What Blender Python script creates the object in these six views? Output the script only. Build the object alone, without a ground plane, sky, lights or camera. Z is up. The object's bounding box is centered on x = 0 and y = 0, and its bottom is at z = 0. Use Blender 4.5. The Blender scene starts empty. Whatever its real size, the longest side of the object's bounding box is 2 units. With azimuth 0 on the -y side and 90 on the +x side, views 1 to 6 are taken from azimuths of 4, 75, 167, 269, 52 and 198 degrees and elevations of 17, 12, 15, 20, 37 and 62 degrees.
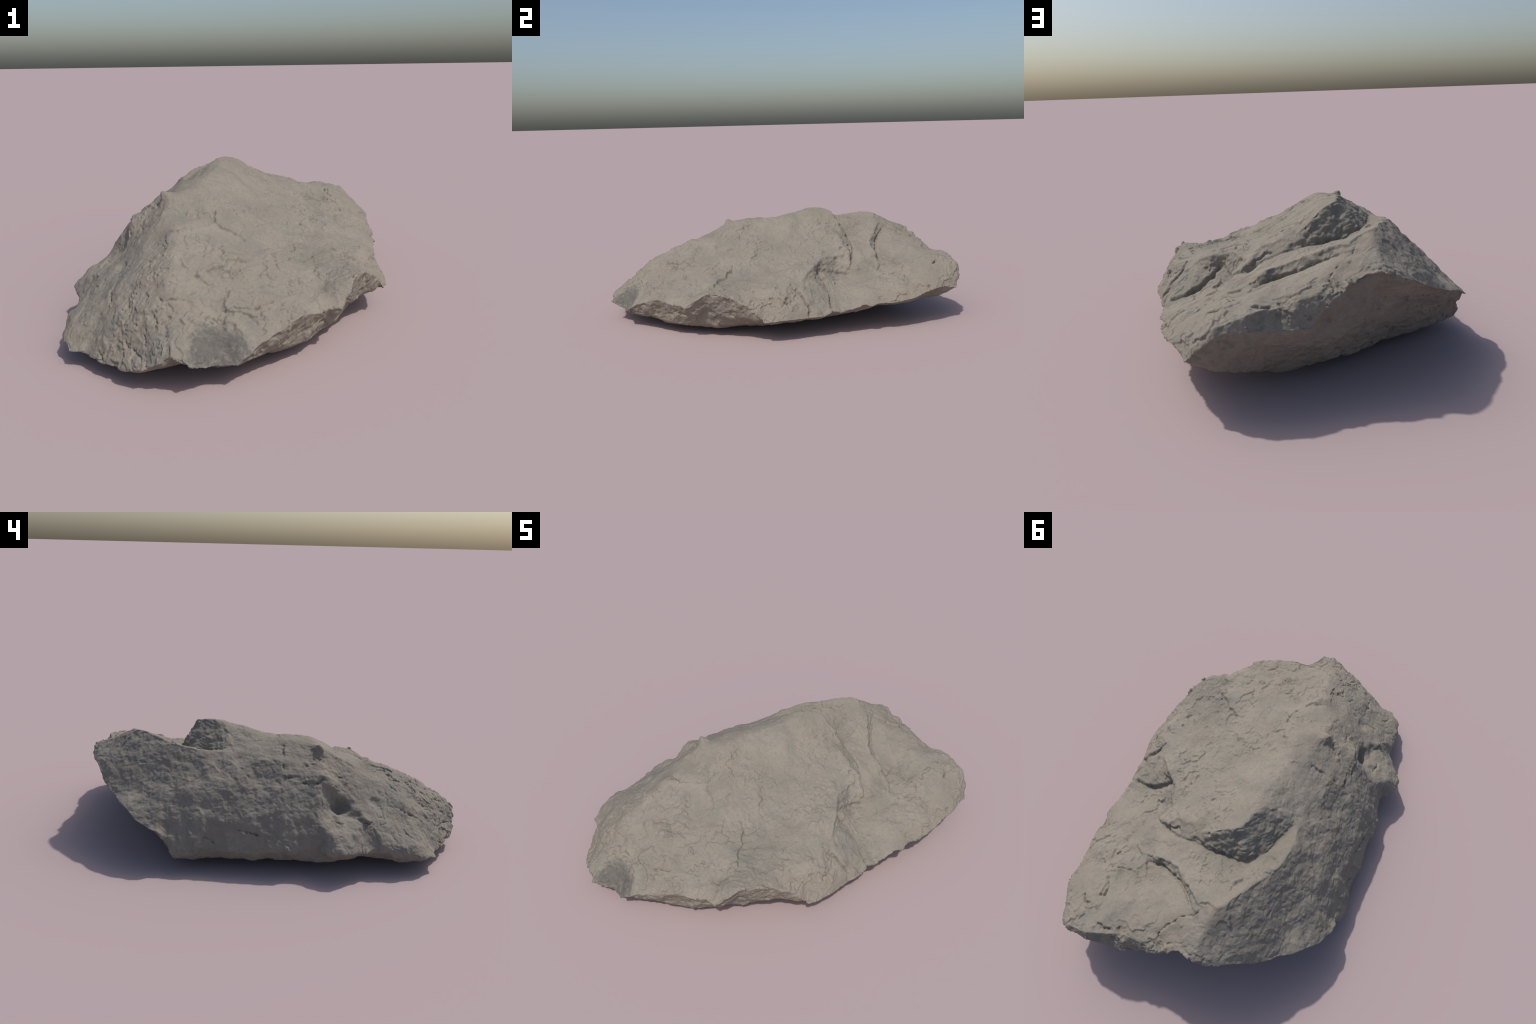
# A weathered boulder: a keel-bottomed, fractured block of grey-tan stone.
# It is described by its feature lines (rim, crests, scarps, ledges, grooves) which are
# triangulated into an upper and an under side, remeshed, softened, and then given
# procedural relief (noise, flaking, cracks, pits).
import bpy, bmesh
import numpy as np
from mathutils import Vector
from mathutils.geometry import delaunay_2d_cdt

VOXEL = 0.0033
RIM_GROW = 0.0045

# ------------------------------------------------------------------ feature lines (metres)
RIM = {   # plan outline, walked anticlockwise from the southern tip
    "south_facet": [(-.065, -.998, .115), (-.03, -.958, .100), (.022, -.923, .092), (.083, -.928, .096)],
    "south_east":  [(.125, -.893, .125), (.164, -.858, .158), (.215, -.829, .178), (.252, -.796, .196),
                    (.285, -.761, .209), (.318, -.715, .202), (.350, -.684, .191), (.396, -.634, .187), (.447, -.627, .190)],
    "scoop_lip":   [(.475, -.571, .231), (.497, -.508, .271), (.532, -.442, .268), (.567, -.361, .238), (.590, -.314, .215), (.628, -.270, .178)],
    "east":        [(.650, -.235, .120), (.672, -.165, .128), (.668, -.090, .128), (.660, -.010, .126),
                    (.662, .070, .128), (.658, .129, .142), (.641, .151, .154), (.656, .195, .146), (.664, .270, .157),
                    (.672, .330, .176), (.682, .372, .168), (.672, .425, .172), (.682, .490, .167), (.683, .560, .173),
                    (.675, .640, .182), (.664, .715, .208), (.671, .785, .226), (.650, .835, .228), (.633, .875, .212)],
    "north_east":  [(.630, .920, .205), (.590, .952, .248), (.556, .975, .283), (.533, .988, .305), (.497, .993, .313), (.427, .996, .318),
                    (.381, .997, .312), (.333, .994, .303), (.260, .986, .296), (.212, .976, .290), (.168, .968, .335), (.130, .965, .392), (.090, .961, .407),
                    (.053, .946, .427), (.000, .933, .444), (-.050, .948, .455), (-.107, .949, .430), (-.155, .936, .412), (-.200, .916, .396), (-.250, .890, .368), (-.300, .858, .335), (-.350, .828, .318), (-.395, .795, .300),
                    (-.440, .758, .283), (-.486, .718, .264), (-.530, .675, .234), (-.578, .602, .205), (-.586, .562, .195)],
    "west":        [(-.603, .512, .115), (-.614, .465, .110), (-.622, .395, .115), (-.606, .310, .120), (-.628, .210, .120),
                    (-.624, .110, .125), (-.648, .015, .130), (-.650, -.050, .130), (-.624, -.120, .125), (-.622, -.190, .130),
                    (-.676, -.235, .140), (-.690, -.300, .145), (-.682, -.335, .140), (-.652, -.390, .125), (-.615, -.450, .115),
                    (-.604, -.490, .110), (-.618, -.565, .105), (-.612, -.640, .108), (-.612, -.697, .092)],
    "south_west":  [(-.585, -.745, .080), (-.562, -.790, .062), (-.485, -.800, .060), (-.415, -.860, .060),
                    (-.335, -.905, .056), (-.268, -.945, .066), (-.215, -.966, .090), (-.165, -.980, .122), (-.130, -.982, .152)],
}

TOP_LINES = {   # breaklines of the upper side
    "south_crest":      [(-.130, -.982, .152), (-.148, -.890, .228), (-.152, -.820, .273), (-.182, -.730, .343), (-.180, -.666, .377),
                         (-.178, -.572, .406), (-.222, -.480, .433), (-.240, -.440, .438), (-.278, -.385, .458), (-.285, -.326, .476),
                         (-.262, -.230, .530)],
    "main_crest":       [(-.262, -.230, .530), (-.225, -.120, .553), (-.215, .000, .552), (-.195, .100, .556), (-.160, .190, .583), (-.135, .250, .603)],
    "north_brow":       [(.520, .974, .338), (.491, .982, .349), (.431, .983, .369), (.376, .972, .375), (.292, .940, .367), (.245, .944, .385), (.197, .946, .397),
                         (.159, .950, .403), (.130, .965, .392)],
    "north_west_brow":  [(-.076, .915, .462), (-.124, .906, .449), (-.205, .876, .416), (-.283, .835, .377), (-.403, .748, .313)],
    "facet_brow":       [(.107, -.863, .164), (.055, -.829, .198), (-.013, -.821, .218), (-.068, -.848, .230), (-.105, -.914, .198), (-.130, -.982, .152)],
    "facet_side":       [(.107, -.863, .164), (.083, -.928, .096)],
    "bowl_step":        [(.248, -.342, .306), (.300, -.385, .292), (.340, -.422, .278), (.362, -.565, .243)],
    "bowl_rim":         [(.355, -.341, .285), (.364, -.199, .301), (.478, -.177, .287)],
    "south_east_ridge": [(.345, .206, .378), (.385, .150, .353), (.427, .108, .344), (.458, .070, .328), (.505, .015, .286), (.519, -.045, .294), (.585, -.112, .270)],
    "groove":           [(.390, .170, .317), (.436, .174, .261), (.503, .184, .213), (.560, .178, .194), (.621, .158, .172), (.641, .151, .154)],
    "second_groove":    [(.535, -.022, .272), (.559, -.010, .241), (.610, .010, .206), (.638, .028, .168), (.652, .030, .140)],
    "block_edge":       [(-.083, .380, .605), (-.053, .404, .599), (-.019, .407, .583), (.014, .417, .562), (.063, .424, .518),
                         (.109, .416, .474), (.190, .385, .448), (.243, .366, .430), (.294, .396, .387), (.312, .308, .374), (.345, .206, .379)],
    "scarp_west_top":   [(-.083, .380, .605), (-.100, .335, .612), (-.127, .294, .613), (-.156, .257, .598), (-.200, .235, .570), (-.270, .225, .520)],
    "scarp_foot":       [(-.285, .262, .506), (-.240, .350, .488), (-.185, .450, .478), (-.131, .496, .468), (-.067, .488, .460), (-.001, .480, .449),
                         (.056, .478, .442), (.096, .472, .440), (.130, .464, .432), (.171, .461, .422), (.230, .452, .400), (.300, .415, .350), (.372, .373, .319)],
    "scarp_corner":     [(-.083, .380, .605), (-.131, .496, .468)],
    "north_west_ridge": [(-.270, .225, .520), (-.305, .280, .508), (-.311, .353, .517), (-.303, .411, .523), (-.280, .487, .528), (-.252, .530, .532),
                         (-.213, .592, .551), (-.176, .650, .562), (-.131, .717, .562), (-.100, .770, .538), (-.075, .850, .505), (-.050, .940, .452)],
    "ledge_lip":        [(-.099, .739, .554), (-.005, .735, .503), (.020, .705, .497), (.067, .666, .470), (.090, .648, .462), (.132, .607, .433),
                         (.200, .573, .403), (.269, .570, .386), (.340, .555, .330), (.382, .545, .312), (.431, .512, .292)],
    "ledge_foot":       [(-.080, .760, .540), (.010, .760, .485), (.091, .672, .424), (.156, .632, .391), (.207, .604, .365), (.284, .590, .345),
                         (.346, .580, .328), (.400, .556, .300)],
    "pocket":           [(.372, .373, .319), (.402, .440, .308), (.431, .512, .292)],
    "fold_foot":        [(.390, .170, .317), (.380, .235, .298), (.368, .304, .276), (.394, .364, .266), (.420, .436, .281), (.455, .500, .284)],
    "shelf_fold":       [(.286, .685, .342), (.400, .668, .318), (.470, .560, .287)],
    "shelf_edge":       [(.311, .669, .345), (.455, .643, .327), (.526, .639, .280)],
    "west_pit_lip":     [(-.442, -.301, .350), (-.446, -.327, .330), (-.462, -.363, .298), (-.495, -.402, .268), (-.550, -.453, .237)],
    "west_pit_floor":   [(-.455, -.270, .310), (-.474, -.289, .277), (-.490, -.326, .258), (-.520, -.385, .246), (-.537, -.420, .241), (-.550, -.453, .237)],
}
TOP_POINTS = {  # loose spot heights of the upper side
    "south_east_slope": [(-.06, -.575, .362), (-.069, -.316, .447), (.057, -.305, .405), (-.183, -.446, .445), (-.061, -.668, .328), (.026, -.611, .326),
                         (.090, -.522, .328), (.188, -.571, .289), (.273, -.567, .266), (.025, -.560, .350), (.156, -.400, .350),
                         (-.101, -.811, .268), (-.075, -.779, .278), (.10, -.74, .262), (.20, -.70, .243), (.43, -.40, .270),
                         (.40, -.28, .286), (.47, -.33, .275), (.53, -.25, .268), (.36, -.64, .215)],
    "main_slope":       [(-.155, -.18, .557), (-.12, -.15, .535), (-.165, -.10, .555), (-.09, .27, .612), (-.145, .10, .573), (-.16, .02, .558), (.263, .362, .412), (-.10, -.10, .507), (.25, -.10, .343), (.18, .10, .420), (.10, .11, .455),
                         (-.112, .181, .595), (-.088, .026, .539), (.025, .239, .515), (.078, .369, .502), (.23, .209, .413), (.148, -.140, .379), (.0, .12, .528),  (.40, -.03, .325), (.33, .08, .367), (-.02, .33, .57)],
    "south_east_lump":  [(.620, -.125, .215), (.60, -.05, .225), (.56, -.20, .258)],
    "upper_ledge":      [(-.062, .579, .492), (-.158, .582, .534), (.05, .56, .452), (.18, .51, .415), (.30, .50, .362), (.37, .46, .322), (-.08, .67, .530)],
    "north_shelf":      [(.072, .823, .456), (.073, .833, .449), (.009, .909, .447), (.659, .731, .238), (.538, .975, .333), (.15, .75, .415),
                         (.30, .80, .396), (.42, .80, .368), (.50, .86, .358), (.25, .88, .400), (.57, .75, .308), (.55, .48, .240), (.62, .83, .265), (.60, .91, .268),
                         (.50, .30, .210), (.45, .30, .226), (.42, .24, .245), (.47, .24, .224), (.455, .121, .297), (.45, .40, .248), (.52, .40, .234), (.60, .42, .212), (.58, .30, .188), (.62, .52, .230), (.645, .66, .226), (.56, .22, .182), (.60, .60, .270), (.41, .93, .378), (.56, .92, .315)],
    "west_wall":        [(-.606, -.60, .150), (-.603, -.50, .155), (-.594, -.66, .135), (-.452, .065, .392), (-.466, .185, .372), (-.580, .561, .207), (-.337, -.217, .480), (-.361, -.152, .472),
                         (-.414, -.642, .253), (-.423, -.496, .296), (-.465, .555, .330), (-.46, .42, .368), (-.460, .30, .368), (-.55, .40, .240), (-.555, .25, .245), (-.575, .10, .250), (-.52, .60, .270),
                         (-.56, -.08, .275), (-.36, .05, .485), (-.37, -.07, .478), (-.444, -.217, .427), (-.435, -.240, .438), (-.49, -.04, .375), (-.50, .02, .345), (-.53, -.02, .325), (-.565, -.20, .262), (-.62, -.25, .228), (-.48, -.16, .375),
                         (-.40, .66, .330), (-.28, .66, .470), (-.22, .78, .470), (-.34, .72, .390), (-.39, .43, .420), (-.63, -.34, .205),
                         (-.44, -.44, .298), (-.40, -.32, .378), (-.35, -.42, .388), (-.31, -.55, .362), (-.29, -.70, .312), (-.24, -.84, .228), (-.20, -.91, .195), (-.30, -.88, .130),
                         (-.50, -.60, .205), (-.55, -.68, .150), (-.46, -.74, .145), (-.36, -.80, .185), (-.35, -.755, .238), (-.40, .17, .435), (-.58, -.55, .165)],
}
UNDER_LINES = {
    "south_east_foot": [(.090, -.898, .082), (.140, -.838, .074), (.190, -.798, .074), (.245, -.755, .072), (.290, -.690, .064), (.338, -.618, .064), (.382, -.558, .066),
                        (.440, -.450, .064), (.485, -.330, .066), (.540, -.180, .070)],
    "west_foot":   [(-.598, .487, .061), (-.594, .43, .053), (-.588, .37, .054), (-.585, .30, .055), (-.590, .20, .053), (-.594, .10, .052), (-.601, .00, .053),
                    (-.607, -.10, .056), (-.614, -.19, .061), (-.622, -.28, .071), (-.600, -.37, .069), (-.584, -.45, .063), (-.580, -.53, .056), (-.586, -.62, .053),
                    (-.575, -.69, .054), (-.552, -.755, .058)],
}
UNDER_POINTS = {
    "keel_flat":   [(-.50, .40, .042), (-.50, .28, .046), (-.50, .08, .042), (-.50, -.10, .042), (-.495, -.28, .046), (-.48, -.45, .048),
                    (-.47, -.62, .044), (-.40, -.74, .040), (-.27, -.79, .030), (-.12, -.79, .046), (.03, -.81, .040), (.09, -.76, .033),
                    (.15, -.695, .026), (.22, -.615, .022), (.28, -.54, .018), (.35, -.36, .012), (.40, -.20, .018), (.38, -.02, .022), (.31, .18, .026), (.25, .38, .026),
                    (.14, .57, .020), (.05, .61, .012), (-.03, .545, .008), (-.13, .485, .007), (-.25, .475, .008), (-.35, .45, .012), (-.44, .435, .026),
                    (0., 0., .008), (-.25, .25, .026), (-.25, -.35, .026), (.15, -.35, .002), (.15, .2, .002), (.2, -.1, 0.)],
    "flank":       [(.53, .10, .075), (.53, .30, .090), (.52, .50, .110), (.52, .68, .122), (.43, .865, .105), (.51, .905, .143), (.57, .82, .142), (.605, .90, .180),
                    (.36, .82, .076), (.26, .775, .046), (.16, .785, .064), (.08, .765, .068), (0., .745, .066), (-.10, .690, .060), (-.20, .645, .070), (-.30, .605, .054), (-.40, .555, .052), (-.54, .485, .045), 
                    (.252, -.787, .135), (.338, -.675, .115), (.42, -.605, .120),
                    (.425, -.548, .120), (.447, -.500, .150), (.503, -.432, .135), (.552, -.342, .125), (.59, -.27, .11), (.59, -.16, .083), (.625, -.20, .100), (.55, 0., .07), (.07, -.88, .072), (.0, -.88, .064), (-.13, -.885, .080), (-.20, -.875, .056), (-.26, -.89, .040), (-.39, -.83, .044)],
    "north_face":  [(.45, .948, .205), (.33, .920, .195), (.20, .905, .185), (.10, .890, .20), (0., .880, .26), (-.12, .850, .286), (-.17, .864, .320), (-.23, .800, .275),
                    (-.35, .712, .222), (-.46, .620, .170), (.53, .960, .22)],
}

# ------------------------------------------------------------------ triangulated cage
def cage():
    rim = [p for part in RIM.values() for p in part]
    # the rim is drawn a little proud, since softening the breaklines wears it back
    grown = {}
    for a, b, c in zip(rim[-1:] + rim[:-1], rim, rim[1:] + rim[:1]):
        t = (Vector(c[:2]) - Vector(a[:2])).normalized()
        grown[b[:2]] = (round(b[0] + t.y * RIM_GROW, 4), round(b[1] - t.x * RIM_GROW, 4), b[2])
    rim = [grown[p[:2]] for p in rim]
    def side(lines, points):
        pts, key = [], {}
        def loc(p):
            k = (round(p[0], 4), round(p[1], 4))
            if k not in key:
                key[k] = len(pts); pts.append(p)
            return key[k]
        r = [loc(p) for p in rim]
        edges = [(r[i], r[(i + 1) % len(r)]) for i in range(len(r))]
        for line in lines:
            ids = [loc(grown.get(p[:2], p)) for p in line]
            edges += list(zip(ids[:-1], ids[1:]))
        for p in points: loc(p)
        out = delaunay_2d_cdt([Vector(p[:2]) for p in pts], edges, [], 1, 1e-5)
        v2, faces, orig = out[0], out[2], out[3]
        z = []
        for v, o in zip(v2, orig):
            if o: z.append(pts[o[0]][2])
            else:                      # a crossing of two breaklines: height of the nearest points
                d = sorted(((Vector(p[:2]) - v).length, p[2]) for p in pts)[:2]
                z.append((d[0][1] + d[1][1]) / 2)
        return [(v[0], v[1], h) for v, h in zip(v2, z)], faces
    tv, tf = side(TOP_LINES.values(), [p for g in TOP_POINTS.values() for p in g])
    bv, bf = side(UNDER_LINES.values(), [p for g in UNDER_POINTS.values() for p in g])
    rimkeys = {(round(p[0], 4), round(p[1], 4)) for p in rim}
    bm = bmesh.new()
    shared = {}
    def make(vs, fs, flip):
        ids = []
        for p in vs:
            k = (round(p[0], 4), round(p[1], 4))
            if k in rimkeys:
                if k not in shared: shared[k] = bm.verts.new(p)
                ids.append(shared[k])
            else: ids.append(bm.verts.new(p))
        for f in fs:
            q = [ids[i] for i in f]
            bm.faces.new(q[::-1] if flip else q)
    make(tv, tf, False)
    make(bv, bf, True)
    bmesh.ops.recalc_face_normals(bm, faces=bm.faces)
    me = bpy.data.meshes.new("boulder"); bm.to_mesh(me); bm.free()
    return me

# ------------------------------------------------------------------ numpy noise
RNG = np.random.default_rng(7)
PERM = RNG.permutation(4096)
def hash3(i, j, k, s=0):
    return PERM[(PERM[(PERM[(i + s * 101) & 4095] + j) & 4095] + k) & 4095]
_g = RNG.normal(size=(4096, 3)); GRAD = _g / np.linalg.norm(_g, axis=1)[:, None]
RND = RNG.random((4096, 3))
def perlin(p, s=0):
    f = np.floor(p).astype(int); t = p - f
    u = t * t * t * (t * (t * 6 - 15) + 10)
    out = 0
    for a in (0, 1):
        for b in (0, 1):
            for c in (0, 1):
                g = GRAD[hash3(f[:, 0] + a, f[:, 1] + b, f[:, 2] + c, s)]
                d = (g * (t - np.array([a, b, c]))).sum(1)
                w = (u[:, 0] if a else 1 - u[:, 0]) * (u[:, 1] if b else 1 - u[:, 1]) * (u[:, 2] if c else 1 - u[:, 2])
                out = out + w * d
    return out * 1.6
def fbm(p, octaves=4, s=0, gain=.5):
    a, r = 1., 0
    for o in range(octaves):
        r = r + a * perlin(p * 2 ** o + 17.3 * o, s + o); a *= gain
    return r
def ridged(p, octaves=3, s=0):
    a, r = 1., 0
    for o in range(octaves):
        r = r + a * (1 - 2 * np.abs(perlin(p * 2 ** o + 9.1 * o, s + o))); a *= .5
    return r
def worley(p, s=0):
    f = np.floor(p).astype(int)
    d1 = np.full(len(p), 9.); d2 = np.full(len(p), 9.); cid = np.zeros(len(p), int)
    for a in (-1, 0, 1):
        for b in (-1, 0, 1):
            for c in (-1, 0, 1):
                q = f + np.array([a, b, c]); h = hash3(q[:, 0], q[:, 1], q[:, 2], s)
                d = np.linalg.norm(q + RND[h] - p, axis=1)
                m = d < d1
                d2 = np.where(m, d1, np.minimum(d2, d)); cid = np.where(m, h, cid); d1 = np.where(m, d, d1)
    return d1, d2, cid
def smoothstep(a, b, x):
    t = np.clip((x - a) / (b - a), 0, 1); return t * t * (3 - 2 * t)

# ------------------------------------------------------------------ mesh helpers
def get(me):
    co = np.empty(len(me.vertices) * 3, np.float32); me.vertices.foreach_get("co", co)
    return co.reshape(-1, 3).astype(float)
def normals(me):
    n = np.empty(len(me.vertices) * 3, np.float32); me.vertex_normals.foreach_get("vector", n)
    return n.reshape(-1, 3).astype(float)
def put(me, co):
    me.vertices.foreach_set("co", co.astype(np.float32).ravel()); me.update()
_topo = {}
def relax(me, co, n, f=.5):
    if len(co) not in _topo:
        e = np.empty(len(me.edges) * 2, np.int32); me.edges.foreach_get("vertices", e); e = e.reshape(-1, 2)
        src = np.concatenate([e[:, 0], e[:, 1]]); dst = np.concatenate([e[:, 1], e[:, 0]])
        o = np.argsort(src, kind="stable"); src, dst = src[o], dst[o]
        start = np.searchsorted(src, np.arange(len(co))); deg = np.bincount(src, minlength=len(co)).astype(float)[:, None]
        _topo[len(co)] = (dst, start, deg)
    dst, start, deg = _topo[len(co)]
    for _ in range(n):
        co = co + f * (np.add.reduceat(co[dst], start, axis=0) / deg - co)
    return co

# ------------------------------------------------------------------ cracks and chips (drawn on the surface)
SLOPE_CRACKS = {
    "slope_fork": [(-0.075, -0.251, 0.471), (-0.069, -0.290, 0.461), (-0.066, -0.323, 0.445), (-0.029, -0.351, 0.422), (0.019, -0.360, 0.401), (0.040, -0.361, 0.390), (0.054, -0.386, 0.380), (0.080, -0.401, 0.370)],
    "slope_fork_arm": [(-0.066, -0.323, 0.445), (-0.075, -0.354, 0.440), (-0.097, -0.374, 0.438)],
    "slope_hook": [(0.058, -0.251, 0.414), (0.055, -0.281, 0.413), (0.056, -0.306, 0.405)],
    "crest_nick": [(-0.208, -0.453, 0.440), (-0.166, -0.440, 0.437), (-0.148, -0.440, 0.432), (-0.120, -0.402, 0.437)],
    "scar_side": [(-0.156, -0.625, 0.378), (-0.137, -0.663, 0.362), (-0.114, -0.682, 0.347)],
    "scar_bow": [(-0.091, -0.688, 0.335), (-0.068, -0.698, 0.315), (-0.040, -0.703, 0.302)],
    "scar_brow": [(-0.062, -0.672, 0.329), (-0.055, -0.648, 0.335), (-0.028, -0.618, 0.339), (0.006, -0.593, 0.338), (0.015, -0.562, 0.353), (0.044, -0.543, 0.343), (0.086, -0.528, 0.327), (0.090, -0.489, 0.338)],
    "scar_floor": [(-0.012, -0.674, 0.313), (0.022, -0.653, 0.311), (0.039, -0.636, 0.315), (0.072, -0.624, 0.307), (0.086, -0.628, 0.299)],
    "short_drop": [(0.131, -0.355, 0.362), (0.154, -0.377, 0.353), (0.174, -0.395, 0.346), (0.174, -0.418, 0.342), (0.168, -0.445, 0.338), (0.183, -0.459, 0.329)],
    "triangle_chip": [(0.242, -0.585, 0.270), (0.266, -0.549, 0.269), (0.284, -0.547, 0.263), (0.284, -0.574, 0.258), (0.261, -0.581, 0.265)],
    "diamond_chip": [(0.173, -0.565, 0.295), (0.195, -0.560, 0.289), (0.196, -0.580, 0.283), (0.177, -0.586, 0.289), (0.173, -0.565, 0.295)],
    "scoop_tail": [(0.255, -0.642, 0.242), (0.271, -0.628, 0.243), (0.302, -0.621, 0.239)],
    "fleck_y": [(0.355, -0.223, 0.306), (0.367, -0.197, 0.306), (0.402, -0.205, 0.301)],
    "bowl_wall": [(0.22, -0.299, 0.33), (0.256, -0.344, 0.312), (0.293, -0.367, 0.295), (0.314, -0.405, 0.291), (0.374, -0.449, 0.275), (0.403, -0.5, 0.256)],
    "bowl_foot": [(0.316, -0.39, 0.278), (0.338, -0.339, 0.274), (0.384, -0.297, 0.282), (0.447, -0.278, 0.272), (0.507, -0.257, 0.277)],
    "block_vee": [(0.150, -0.131, 0.381), (0.155, -0.154, 0.374), (0.170, -0.182, 0.361)],
    "tip_flake": [(0.012, -0.793, 0.237), (0.075, -0.789, 0.228), (0.113, -0.791, 0.223), (0.146, -0.821, 0.200)],
    "tip_flake_b": [(0.131, -0.776, 0.235), (0.144, -0.748, 0.244), (0.169, -0.728, 0.243), (0.192, -0.706, 0.244)],
    "tip_flake_c": [(0.132, -0.786, 0.225), (0.168, -0.789, 0.215), (0.181, -0.814, 0.199)],
    "slope_hook_b": [(0.392, -0.206, 0.303), (0.357, -0.192, 0.308), (0.343, -0.211, 0.309)],
    "slope_fleck": [(0.487, -0.171, 0.283), (0.475, -0.183, 0.286)],
}
FLANK_CRACKS = {
    "flank_cup": [(-0.334, -0.743, 0.230), (-0.315, -0.768, 0.221), (-0.313, -0.785, 0.208), (-0.333, -0.787, 0.189)],
    "flank_a": [(-0.222, -0.843, 0.232), (-0.202, -0.865, 0.224), (-0.197, -0.892, 0.208)],
    "flank_b": [(-0.248, -0.874, 0.181), (-0.238, -0.895, 0.173), (-0.239, -0.917, 0.152)],
    "flank_c": [(-0.291, -0.885, 0.131), (-0.261, -0.917, 0.119), (-0.242, -0.947, 0.104)],
    "flank_d": [(-0.273, -0.898, 0.135), (-0.282, -0.905, 0.109), (-0.279, -0.923, 0.090)],
    "flank_e": [(-0.389, -0.782, 0.157), (-0.374, -0.791, 0.156), (-0.359, -0.800, 0.162)],
    "flank_f": [(-0.175, -0.885, 0.225), (-0.163, -0.913, 0.211), (-0.176, -0.938, 0.184)],
    "flank_g": [(-0.261, -0.749, 0.281), (-0.252, -0.763, 0.275), (-0.241, -0.772, 0.275)],
    "flank_h": [(-0.213, -0.792, 0.276), (-0.191, -0.807, 0.275), (-0.194, -0.820, 0.261)],
    "flank_i": [(-0.414, -0.663, 0.238), (-0.419, -0.683, 0.219), (-0.410, -0.710, 0.204)],
    "flank_j": [(-0.358, -0.737, 0.223), (-0.370, -0.751, 0.202), (-0.371, -0.773, 0.178)],
    "flank_k": [(-0.323, -0.840, 0.150), (-0.312, -0.868, 0.130), (-0.316, -0.876, 0.119)],
    "flank_l": [(-0.303, -0.716, 0.275), (-0.298, -0.735, 0.264), (-0.313, -0.739, 0.247)],
    "flank_m": [(-0.417, -0.823, 0.099), (-0.399, -0.820, 0.113), (-0.386, -0.812, 0.126)],
    "flank_n": [(-0.423, -0.828, 0.090), (-0.416, -0.851, 0.072)],
    "flank_o": [(-0.241, -0.865, 0.199), (-0.237, -0.877, 0.190)],
    "flank_p": [(-0.184, -0.968, 0.143), (-0.181, -0.978, 0.127)],
}
SHELF_CRACKS = {
    "shelf_curl": [(0.474, 0.536, 0.287), (0.482, 0.573, 0.286), (0.497, 0.595, 0.285)],
    "shelf_b": [(0.419, 0.525, 0.296), (0.371, 0.564, 0.317), (0.373, 0.603, 0.319)],
    "shelf_c": [(0.330, 0.584, 0.331), (0.317, 0.623, 0.337), (0.296, 0.662, 0.341)],
    "shelf_d": [(0.503, 0.638, 0.293), (0.464, 0.666, 0.326), (0.422, 0.653, 0.321), (0.380, 0.654, 0.328), (0.322, 0.669, 0.336)],
    "shelf_plate": [(0.519, 0.814, 0.341), (0.533, 0.829, 0.334), (0.507, 0.857, 0.352), (0.460, 0.862, 0.363), (0.413, 0.881, 0.376)],
    "shelf_plate_b": [(0.458, 0.729, 0.339), (0.437, 0.757, 0.349), (0.433, 0.812, 0.365)],
    "shelf_rip": [(-0.026, 0.761, 0.504), (-0.003, 0.789, 0.485), (0.043, 0.801, 0.466), (0.066, 0.829, 0.452), (0.090, 0.846, 0.443), (0.105, 0.874, 0.434), (0.116, 0.893, 0.426), (0.106, 0.927, 0.416)],
    "shelf_lip_end": [(-0.104, 0.743, 0.546), (-0.052, 0.730, 0.527), (-0.011, 0.734, 0.504)],
    "rim_nick": [(0.059, 0.939, 0.397), (0.060, 0.921, 0.430), (0.025, 0.909, 0.440), (-0.008, 0.905, 0.455)],
    "rim_nick_b": [(0.402, 0.929, 0.376), (0.359, 0.939, 0.373), (0.330, 0.939, 0.368)],
    "ledge_nick": [(-0.048, 0.609, 0.500), (-0.064, 0.585, 0.502), (-0.030, 0.560, 0.484)],
    "ledge_nick_b": [(-0.121, 0.643, 0.539), (-0.131, 0.609, 0.536), (-0.160, 0.585, 0.542)],
    "block_notch": [(0.305, 0.401, 0.362), (0.263, 0.416, 0.399), (0.226, 0.410, 0.424), (0.211, 0.436, 0.418)],
    "north_chip": [(0.326, 0.953, 0.352), (0.306, 0.951, 0.344), (0.296, 0.957, 0.328), (0.299, 0.968, 0.317)],
    "north_ring": [(0.386, 0.981, 0.331), (0.376, 0.978, 0.336), (0.367, 0.980, 0.323), (0.380, 0.983, 0.318)],
    "pocket_arc": [(0.364, 0.298, 0.327), (0.395, 0.278, 0.303), (0.412, 0.306, 0.279)],
    "pocket_arc_b": [(0.391, 0.346, 0.300), (0.413, 0.346, 0.282)],
    "shelf_e": [(0.466, 0.532, 0.287), (0.483, 0.557, 0.286), (0.491, 0.610, 0.292)],
    "shelf_f": [(0.526, 0.644, 0.283), (0.567, 0.625, 0.276)],
    "shelf_g": [(0.449, 0.822, 0.360), (0.450, 0.745, 0.344), (0.473, 0.710, 0.330)],
    "shelf_h": [(0.463, 0.872, 0.363), (0.507, 0.857, 0.353), (0.532, 0.818, 0.336)],
}
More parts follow.
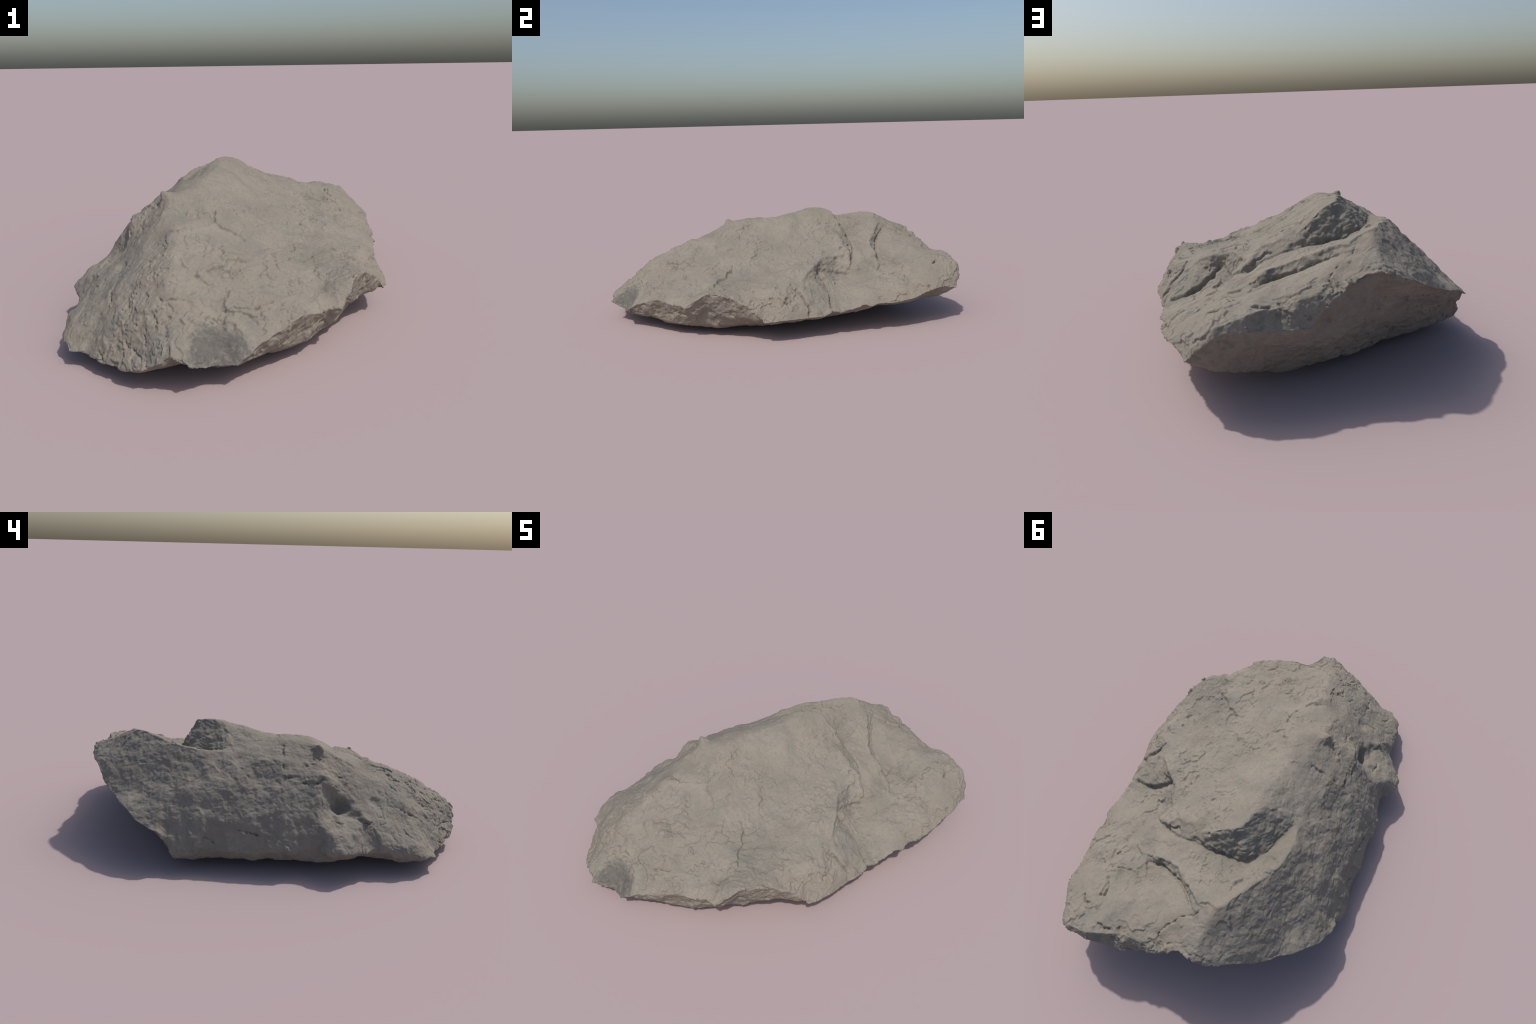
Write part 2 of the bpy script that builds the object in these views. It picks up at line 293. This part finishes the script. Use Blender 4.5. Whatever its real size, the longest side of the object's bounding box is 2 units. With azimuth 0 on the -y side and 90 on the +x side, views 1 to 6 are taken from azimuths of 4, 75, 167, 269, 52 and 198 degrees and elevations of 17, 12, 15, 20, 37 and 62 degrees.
WALL_CRACKS = {
    "wall_lip": [(-0.455, -0.117, 0.399), (-0.451, -0.145, 0.405), (-0.452, -0.176, 0.410), (-0.459, -0.195, 0.408), (-0.447, -0.216, 0.424), (-0.442, -0.237, 0.418)],
    "wall_flake": [(-0.423, -0.033, 0.432), (-0.436, -0.049, 0.425), (-0.432, -0.069, 0.428), (-0.434, -0.085, 0.424), (-0.431, -0.117, 0.424)],
    "knob_under": [(-0.329, -0.200, 0.490), (-0.338, -0.216, 0.480), (-0.325, -0.244, 0.484)],
    "wall_b": [(-0.380, -0.306, 0.408), (-0.380, -0.331, 0.400), (-0.383, -0.358, 0.388)],
    "wall_c": [(-0.443, -0.269, 0.386), (-0.438, -0.284, 0.383), (-0.435, -0.303, 0.368)],
    "wall_square": [(-0.365, -0.132, 0.480), (-0.364, -0.161, 0.478), (-0.381, -0.156, 0.464), (-0.382, -0.139, 0.466)],
    "wall_d": [(-0.265, -0.046, 0.533), (-0.300, -0.035, 0.509), (-0.334, -0.037, 0.495)],
    "wall_e": [(-0.379, -0.029, 0.470), (-0.406, -0.035, 0.448)],
    "pit_tail": [(-0.520, -0.385, 0.254), (-0.537, -0.419, 0.246), (-0.548, -0.442, 0.236), (-0.548, -0.453, 0.238), (-0.532, -0.462, 0.246)],
    "wall_f": [(-0.560, -0.253, 0.253), (-0.549, -0.274, 0.251), (-0.562, -0.301, 0.237), (-0.559, -0.321, 0.236)],
    "wall_g": [(-0.414, -0.618, 0.264), (-0.430, -0.636, 0.247), (-0.423, -0.668, 0.228), (-0.412, -0.695, 0.214)],
    "wall_h": [(-0.233, -0.830, 0.234), (-0.214, -0.861, 0.220), (-0.172, -0.892, 0.222)],
    "foot_step": [(-0.588, 0.347, 0.167), (-0.590, 0.315, 0.165), (-0.600, 0.295, 0.140), (-0.602, 0.292, 0.105)],
    "foot_line": [(-0.587, 0.191, 0.214), (-0.595, 0.142, 0.207), (-0.604, 0.082, 0.191)],
}
EAST_CRACKS = {
    "east_drop": [(0.556, -0.021, 0.252), (0.580, 0.003, 0.224), (0.641, 0.028, 0.172), (0.662, 0.006, 0.126)],
    "east_notch": [(0.586, -0.083, 0.246), (0.610, -0.103, 0.220), (0.634, -0.128, 0.189)],
    "east_b": [(0.520, -0.044, 0.292), (0.543, -0.031, 0.270), (0.557, -0.015, 0.249)],
}
STEP = {"scar_brow": .0075, "bowl_wall": .009, "bowl_foot": .007, "wall_lip": .007, "flank_cup": .006, "shelf_rip": .006, "pit_tail": .006}
SIDE = {"bowl_foot": 1, "bowl_wall": -1, "scar_brow": 1, "wall_lip": 1, "shelf_rip": 1}
BOLD = {"scar_brow": 1.5, "slope_fork": 1.2, "wall_lip": 1.8, "pit_tail": 1.3, "shelf_rip": 1.5, "east_drop": 1.4, "bowl_wall": .5, "bowl_foot": .3, "flank_cup": 1.3, "knob_under": 1.2}
PALE = (.264, .237, .197); TAN = (.237, .211, .174); GREEN = (.190, .190, .166); DUST = (.200, .177, .149)
RUST = (.198, .160, .128); DARK = (.152, .135, .115); SLATE = (.116, .108, .098); SLATE2 = (.152, .141, .126); OLIVE = (.172, .170, .142)
# (centre, radius, depth): hollows; negative depth is a lump
PITS = [((.375, -.350, .286), .085, .006), ((.520, -.330, .272), .045, -.006), ((.440, -.560, .235), .035, -.006), ((.56, -.16, .25), .04, -.006), ((-.075, -.835, .258), .026, .010), ((-.598, .528, .135), .030, .011), ((.375, .955, .150), .012, .012), ((.374, .985, .318), .012, .006), ((-.470, -.315, .288), .036, .032), ((-.505, -.385, .258), .026, .010), ((.402, .158, .300), .026, .014), ((.362, -.560, .243), .030, .012), ((-.100, -.812, .270), .022, .010),
        ((-.183, -.446, .442), .022, .009), ((.585, -.112, .262), .018, .008), ((.590, -.177, .225), .012, .006),
        ((.266, .358, .413), .009, .010), ((.658, .734, .239), .011, .016), ((-.575, .555, .215), .026, .007),
        ((-.445, .064, .402), .050, .012), ((-.427, -.495, .298), .028, .014), ((.045, -.590, .325), .040, .012), ((.035, -.620, .318), .016, -.012), ((.005, -.645, .322), .013, -.009), ((.062, -.600, .322), .012, -.010),
        ((-.010, -.895, .150), .070, .006), ((.300, .415, .350), .030, .010), ((-.135, .490, .474), .03, .004),
        ((-.335, -.232, .482), .012, -.008), ((-.365, -.152, .472), .014, -.004), ((-.32, -.78, .215), .022, .005)]

def polyline_frame(p, line):
    """distance to a polyline, signed offset, position along it (0..1)"""
    pl = np.array(line); best = np.full(len(p), 9.); near = np.zeros_like(p); tan = np.zeros_like(p); along = np.zeros(len(p))
    seg = np.linalg.norm(np.diff(pl, axis=0), axis=1); tot = seg.sum(); acc = 0
    for a, b, l in zip(pl[:-1], pl[1:], seg):
        if l < 1e-6: continue
        t = np.clip(((p - a) @ (b - a)) / (l * l), 0, 1)
        q = a + t[:, None] * (b - a); d = np.linalg.norm(p - q, axis=1); m = d < best
        best[m] = d[m]; near[m] = q[m]; tan[m] = (b - a) / l; along[m] = (acc + t[m] * l) / tot
        acc += l
    return best, near, tan, along, tot

def line_distance(p, line, reach):
    pl = np.array(line); out = np.full(len(p), 9.)
    ids = np.where(((p > pl.min(0) - reach) & (p < pl.max(0) + reach)).all(1))[0]
    if len(ids): out[ids] = polyline_frame(p[ids], line)[0]
    return out

def within(mask, fn, *coords):
    """evaluate a noise only where its mask lets it show"""
    ids = np.where(mask > .004)[0]; out = np.zeros(len(mask))
    if len(ids): out[ids] = mask[ids] * fn(*[c[ids] for c in coords])
    return out

def carve_line(p, warped, n, line, width, depth, step, reach=.030):
    """a crack with one lip standing proud of the other"""
    pl = np.array(line); lo, hi = pl.min(0) - reach * 2.2, pl.max(0) + reach * 2.2
    ids = np.where(((p > lo) & (p < hi)).all(1))[0]
    out = np.zeros(len(p))
    if len(ids) == 0: return out
    d, q, t, al, tot = polyline_frame(warped[ids], line)
    s = (np.cross(n[ids], t) * (warped[ids] - q)).sum(1)
    end = smoothstep(0, .12, al) * smoothstep(0, .12, 1 - al) * .85 + .15
    groove = -depth * np.exp(-(d / width) ** 2)
    lip = step * np.tanh(s / (width * .6)) * np.exp(-(d / reach) ** 1.5)
    out[ids] = (groove + lip) * end
    return out

# ------------------------------------------------------------------ build
me = cage()
obj = bpy.data.objects.new("boulder", me)
bpy.context.scene.collection.objects.link(obj)
mod = obj.modifiers.new("remesh", 'REMESH'); mod.mode = 'VOXEL'; mod.voxel_size = VOXEL
dg = bpy.context.evaluated_depsgraph_get()
me2 = bpy.data.meshes.new_from_object(obj.evaluated_get(dg))
obj.modifiers.clear(); obj.data = me2; bpy.data.meshes.remove(me); me = me2; me.name = "boulder"

co = get(me)
for _ in range(5):             # soften the breaklines without shrinking the block
    co = relax(me, co, 1, .60); co = relax(me, co, 1, -.45)
# away from the true edges the stone is worn round: relax it further there
sharp = [TOP_LINES[k] for k in ("block_edge", "scarp_west_top", "scarp_foot", "scarp_corner", "ledge_lip", "ledge_foot", "pocket", "fold_foot", "groove", "second_groove",
                                "south_east_ridge", "facet_brow", "west_pit_lip", "west_pit_floor", "bowl_step")]
sharp += [RIM[k] for k in RIM if k not in ("west", "south_west")] + [TOP_LINES["north_brow"]]
keep = np.full(len(co), 9.)
for line in sharp:
    keep = np.minimum(keep, line_distance(co, line, .06))
wear = smoothstep(.010, .055, keep)[:, None]
for _ in range(70):
    co = co + wear * (relax(me, co, 1, .55) - co)
put(me, co)
nor = normals(me)
X, Y, Z = co.T

# regions of different fracture texture
under = 1 - smoothstep(-.40, -.05, nor[:, 2])
low = 1 - smoothstep(.10, .17, Z + .03 * perlin(co * 9, 5))
west = smoothstep(.25, .60, -nor[:, 0] + .15 * perlin(co * 6., 8)) * (1 - under)
west = np.maximum(west, smoothstep(-.40, -.46, X) * smoothstep(.30, .15, Y) * (1 - under))
wall = west * (1 - .85 * low)
flank = wall * smoothstep(-.35, -.55, Y)                       # scaly south-west flank
nwall = wall - flank
scarp = smoothstep(.25, .55, nor[:, 1] * .9 - nor[:, 0] * .3) * smoothstep(.37, .43, Z) * smoothstep(.62, .56, Y) * smoothstep(.16, .24, Y) * smoothstep(-.33, -.26, X)
scarp *= 1 - .5 * smoothstep(.35, .65, -nor[:, 0])
facet = np.exp(-(np.linalg.norm((co - np.array([-.005, -.900, .155])) / np.array([.12, .09, .08]), axis=1)) ** 4)
front = smoothstep(.1, .4, nor[:, 0] - .6 * nor[:, 1]) * smoothstep(.45, .25, nor[:, 2]) * smoothstep(.05, .09, Z)   # broken south-east face
topside = np.clip(1 - under - wall - scarp, 0, 1) * (1 - .8 * facet)
near = np.full(len(co), 9.)
for k in ("block_edge", "ledge_lip", "ledge_foot", "pocket", "groove", "second_groove", "fold_foot", "south_east_ridge", "scarp_foot"):
    near = np.minimum(near, line_distance(co, TOP_LINES[k], .055))
topside *= .25 + .75 * smoothstep(.008, .05, near)
topside *= .35 + .65 * smoothstep(-.25, .35, perlin(co * 3.2, 33) + .5 * smoothstep(.42, .25, Z))   # the low slopes are more broken than the high ones
rimband = np.exp(-((nor[:, 2] + .05) / .45) ** 2) * (1 - .75 * smoothstep(-.3, -.45, X) * low) * (1 - .7 * facet)

warp = co + .010 * np.stack([fbm(co * 22., 2, 31 + k) for k in range(3)], 1)
d = .0035 * fbm(co * 4.0, 2, 3) + .0050 * fbm(co * 9.0, 2, 6) * (1 - .6 * under)
# broad upper side: gentle flaking in thin terraces, dimpled grain
for freq, cut, height, seed in ((5.5, .20, .0085, 12), (9., .18, .0070, 15), (15., .24, .0058, 18), (26., .32, .0026, 20)):
    f = fbm(co * freq + .12 * (warp - co) * freq * 3., 4, seed, .55)
    d += topside * height * (smoothstep(cut, cut + .05, f) - .35 * smoothstep(cut + .05, cut + .5, f)) * smoothstep(-.1, .3, perlin(co * 4.5, seed + 2))
    d -= topside * height * .8 * smoothstep(cut + .06, cut + .13, -f) * smoothstep(-.1, .3, perlin(co * 4.5 + 7., seed + 2))
d += topside * (.0026 * fbm(co * 22., 3, 21) + .0010 * fbm(co * 70., 3, 24))
d -= topside * .0042 * smoothstep(.42, .62, perlin(warp * 33., 26)) * smoothstep(0, .4, perlin(co * 6., 27))
# north-west wall: lumpy, chipped in small facets
wv = np.stack([warp[:, 0], warp[:, 1], warp[:, 2] * .9], 1)
def wall_relief(w, c, q):
    a, b, k = worley(w * 30., 40)
    return (.0042 * fbm(w * 24., 3, 44) + .0034 * (.45 - a) * smoothstep(-.3, .3, perlin(c * 7., 46)) + .0030 * (RND[k, 1] - .5) * smoothstep(.03, .25, b - a)
            + .0040 * perlin(c * 11., 47) + .0010 * fbm(q * 62., 3, 45))
d += within(nwall, wall_relief, wv, co, warp)
# south-west flank: scales dragged down the slope, split by short cracks
fl = np.stack([warp[:, 0] * .42, warp[:, 1] * 1.0, warp[:, 2] * .42], 1)
def flank_relief(w, c, q):
    a, b, k = worley(w * 34., 50)
    return (.0046 * fbm(w * 24., 3, 51) - .0045 * np.exp(-((b - a) / .10) ** 2) * smoothstep(-.1, .35, perlin(c * 10., 52))
            + .004 * (RND[k, 0] - .5) * smoothstep(.02, .2, b - a) + .0018 * fbm(q * 60., 2, 53))
d += within(flank, flank_relief, fl, co, warp)
# scarp and broken south-east face: hackly, layered
lay = np.stack([warp[:, 0] * .9, warp[:, 1] * .9, warp[:, 2] * 1.2], 1)
d += within(scarp + .50 * front * (1 - under), lambda q: .0075 * fbm(q * 28., 3, 60), lay)
d += within(scarp, lambda q: .0045 * (.5 - worley(q * 34., 62)[0]), warp)
# broken step faces of the ledges
step_near = np.full(len(co), 9.)
for k in ("ledge_lip", "ledge_foot", "scarp_foot", "block_edge", "groove"):
    step_near = np.minimum(step_near, line_distance(co, TOP_LINES[k], .045))
brk = smoothstep(.040, .012, step_near) * smoothstep(.93, .72, nor[:, 2]) * (1 - under)
d += within(brk, lambda q: .0080 * fbm(q * 20., 3, 66) - .0035 * smoothstep(.25, .45, perlin(q * 26., 68)), co)
# underside: dragged striations, shallow scabs and broad undulation
um = np.maximum(under, low * (1 - topside) * .8)
st = np.stack([warp[:, 0] * .55 + warp[:, 2] * .3, warp[:, 1], warp[:, 2] * 1.3 - warp[:, 0] * .45], 1)
d += within(um, lambda c, q: .0060 * fbm(c * 7., 3, 70) + .0030 * fbm(q * 26., 3, 73) + .0010 * fbm(c * 70., 2, 72), co, st)
def scabs(q):
    f = fbm(q * 8., 4, 74)
    return -.0055 * smoothstep(.18, .24, f) - .0040 * smoothstep(.24, .30, -f)
d += within(um, scabs, warp)
d += within(under, lambda q: .0045 * np.tanh(6. * fbm(q * 5., 2, 76)), st)
# scalloped, chipped rim
d += rimband * (.0060 * ridged(np.stack([X, Y, Z * .4], 1) * 12., 2, 80) - .0035)
d += rimband * (.0026 * perlin(co * 30., 82) - .0060 * smoothstep(.30, .45, perlin(co * 17., 84)))

# drawn cracks
cw = co + np.stack([.0055 * perlin(co * 45., 90 + k) + .0030 * perlin(co * 120., 94 + k) for k in range(3)], 1)
broken = np.clip(1.0 + .9 * perlin(co * 24., 97), .4, 1.5)      # cracks open and close along their run
rng = np.random.default_rng(3)
for group, width, depth, step in ((SLOPE_CRACKS, .0034, .0075, .0034), (FLANK_CRACKS, .0036, .0100, .0026), (SHELF_CRACKS, .0040, .0120, .0040),
                                  (WALL_CRACKS, .0045, .0100, .0035), (EAST_CRACKS, .0060, .0080, .0030)):
    for name, line in group.items():
        sgn = SIDE.get(name, 1 if rng.random() < .5 else -1)
        k = BOLD.get(name, 1.)
        d += broken * carve_line(co, cw, nor, line, width * (1 + .25 * (k - 1)), depth * k, STEP.get(name, step * k) * sgn)
# undercut of the slab above the north shelf
d += carve_line(co, cw, nor, TOP_LINES["ledge_foot"][1:-1], .0060, .014, 0.)
d += carve_line(co, cw, nor, TOP_LINES["facet_brow"], .0060, .002, -.0045)
d += carve_line(co, cw, nor, TOP_LINES["groove"], .0110, .020, 0.)
d += carve_line(co, cw, nor, TOP_LINES["south_east_ridge"][:5], .0140, -.008, 0.)
d += carve_line(co, cw, nor, TOP_LINES["block_edge"][6:], .0130, -.006, 0.)
d += carve_line(co, cw, nor, TOP_LINES["ledge_lip"], .0090, -.004, 0.)
d += carve_line(co, cw, nor, TOP_LINES["second_groove"], .0085, .014, 0.)
d += carve_line(co, cw, nor, TOP_LINES["fold_foot"][:4], .014, .012, 0.)
d += carve_line(co, cw, nor, TOP_LINES["scarp_foot"][3:], .0075, .006, 0.)
for c, r, h in PITS:
    q = np.linalg.norm(cw - np.array(c), axis=1) / r
    d -= h * np.exp(-q ** 3)
d += .0004
co2 = co + nor * d[:, None]
# the knob: a blunt chip that sticks out of the west brow
kc = np.array([-.285, -.214, .520]); ka = np.array([-.62, -.12, .62]); ka = ka / np.linalg.norm(ka)
q = np.abs(cw - kc) / np.array([.028, .026, .024])
kw = np.exp(-(q ** 2.6).sum(1)) * (1 + .5 * perlin(co * 45., 99))
co2 += ka * (kw * .030)[:, None]
put(me, co2)
co2 = relax(me, co2, 1, .25)
low_z = co2[:, 2].min()
co2[:, 2] = np.where(co2[:, 2] < .05, co2[:, 2] - low_z * smoothstep(.05, 0, co2[:, 2]), co2[:, 2])
co2[:, 2] -= co2[:, 2].min()
put(me, co2)
me.polygons.foreach_set("use_smooth", [True] * len(me.polygons))

# ------------------------------------------------------------------ material
def stone():
    m = bpy.data.materials.new("weathered_stone"); m.use_nodes = True
    nt = m.node_tree; N, L = nt.nodes, nt.links
    b = N["Principled BSDF"]
    tc = N.new("ShaderNodeTexCoord"); P = tc.outputs["Object"]
    def noise(scale, detail=4, rough=.55, vec=P, dist=0.):
        n = N.new("ShaderNodeTexNoise"); n.inputs["Scale"].default_value = scale; n.inputs["Detail"].default_value = detail
        n.inputs["Roughness"].default_value = rough; n.inputs["Distortion"].default_value = dist
        L.new(vec, n.inputs["Vector"]); return n.outputs["Fac"]
    def ramp(x, lo, hi):
        r = N.new("ShaderNodeMapRange"); r.interpolation_type = 'SMOOTHSTEP'
        r.inputs["From Min"].default_value = lo; r.inputs["From Max"].default_value = hi
        L.new(x, r.inputs["Value"]); return r.outputs["Result"]
    def math(op, a, c):
        q = N.new("ShaderNodeMath"); q.operation = op
        for k, v in enumerate((a, c)):
            if isinstance(v, (int, float)): q.inputs[k].default_value = v
            else: L.new(v, q.inputs[k])
        return q.outputs[0]
    def mix(f, a, c):
        q = N.new("ShaderNodeMix"); q.data_type = 'RGBA'
        if isinstance(f, (int, float)): q.inputs["Factor"].default_value = f
        else: L.new(f, q.inputs["Factor"])
        for k, v in (("A", a), ("B", c)):
            if isinstance(v, tuple): q.inputs[k].default_value = v + (1,) if len(v) == 3 else v
            else: L.new(v, [i for i in q.inputs if i.name == k and i.type == 'RGBA'][0])
        for k, v in (("A", a), ("B", c)):
            if isinstance(v, tuple):
                [i for i in q.inputs if i.name == k and i.type == 'RGBA'][0].default_value = v + (1,)
        return [o for o in q.outputs if o.type == 'RGBA'][0]
    base = mix(ramp(noise(5., 4), .35, .65), PALE, TAN)                     # drifting tone
    base = mix(math('MULTIPLY', ramp(noise(9., 5, .6, dist=.6), .50, .68), .55), base, GREEN)   # grey-green staining
    base = mix(math('MULTIPLY', ramp(noise(46., 6, .7), .48, .68), .50), base, DUST)           # mottling
    base = mix(math('MULTIPLY', ramp(noise(13., 4, .6), .60, .72), .30), base, RUST)            # faint brown scabs
    base = mix(math('MULTIPLY', ramp(noise(130., 4, .65), .50, .72), .42), base, DARK)           # grain
    # olive-grey film in darker patches over the hollows and below the ledges
    def spot(c, rad, amount):
        sb = N.new("ShaderNodeVectorMath"); sb.operation = 'DISTANCE'; L.new(P, sb.inputs[0]); sb.inputs[1].default_value = c
        e = math('ADD', math('DIVIDE', sb.outputs["Value"], rad), math('MULTIPLY', math('SUBTRACT', mottle, .5), 2.6))
        return math('MULTIPLY', ramp(e, 1.05, .35), amount * .5)
    mottle = noise(22., 7, .75)
    olive_patches = None
    for c, rad, amount in (((.36, -.36, .29), .17, .60), ((.42, .45, .285), .075, .75), ((-.04, .52, .465), .11, .55), ((.57, .14, .20), .13, .60), ((.37, -.56, .24), .07, .55),
                           ((.16, -.05, .42), .20, .40), ((.47, -.12, .28), .07, .40), ((-.15, -.30, .47), .10, .30), ((.42, .82, .36), .14, .35), ((.25, -.62, .26), .14, .30)):
        v = spot(c, rad, amount)
        olive_patches = v if olive_patches is None else math('MAXIMUM', olive_patches, v)
    base = mix(olive_patches, base, OLIVE)
    # fresh grey facet at the southern tip
    sub = N.new("ShaderNodeVectorMath"); sub.operation = 'SUBTRACT'; L.new(P, sub.inputs[0]); sub.inputs[1].default_value = (.000, -.908, .143)
    scl = N.new("ShaderNodeVectorMath"); scl.operation = 'MULTIPLY'; L.new(sub.outputs[0], scl.inputs[0]); scl.inputs[1].default_value = (8.8, 9.8, 12.2)
    ln = N.new("ShaderNodeVectorMath"); ln.operation = 'LENGTH'; L.new(scl.outputs[0], ln.inputs[0])
    e = math('ADD', ln.outputs["Value"], math('MULTIPLY', math('SUBTRACT', noise(26., 6, .7), .5), 1.7))
    patch = ramp(e, 1.16, .80)
    fresh = mix(ramp(noise(60., 5, .7), .40, .68), SLATE, SLATE2)
    fresh = mix(math('MULTIPLY', ramp(noise(34., 6, .75), .53, .66), .70), fresh, TAN)
    fresh = mix(math('MULTIPLY', ramp(e, .62, 1.08), .7), fresh, GREEN)
    base = mix(patch, base, fresh)
    L.new(base, b.inputs["Base Color"])
    b.inputs["Roughness"].default_value = .93
    b.inputs["Specular IOR Level"].default_value = .15
    h = math('ADD', math('MULTIPLY', noise(120., 6, .65), .7), math('MULTIPLY', noise(330., 4, .6), .3))
    bp = N.new("ShaderNodeBump"); bp.inputs["Strength"].default_value = .42; bp.inputs["Distance"].default_value = .0045
    L.new(h, bp.inputs["Height"]); L.new(bp.outputs["Normal"], b.inputs["Normal"])
    return m
me.materials.clear(); me.materials.append(stone())

obj["label"] = "weathered grey-tan boulder with fractured ledges and pits"
obj["category"] = "rock"
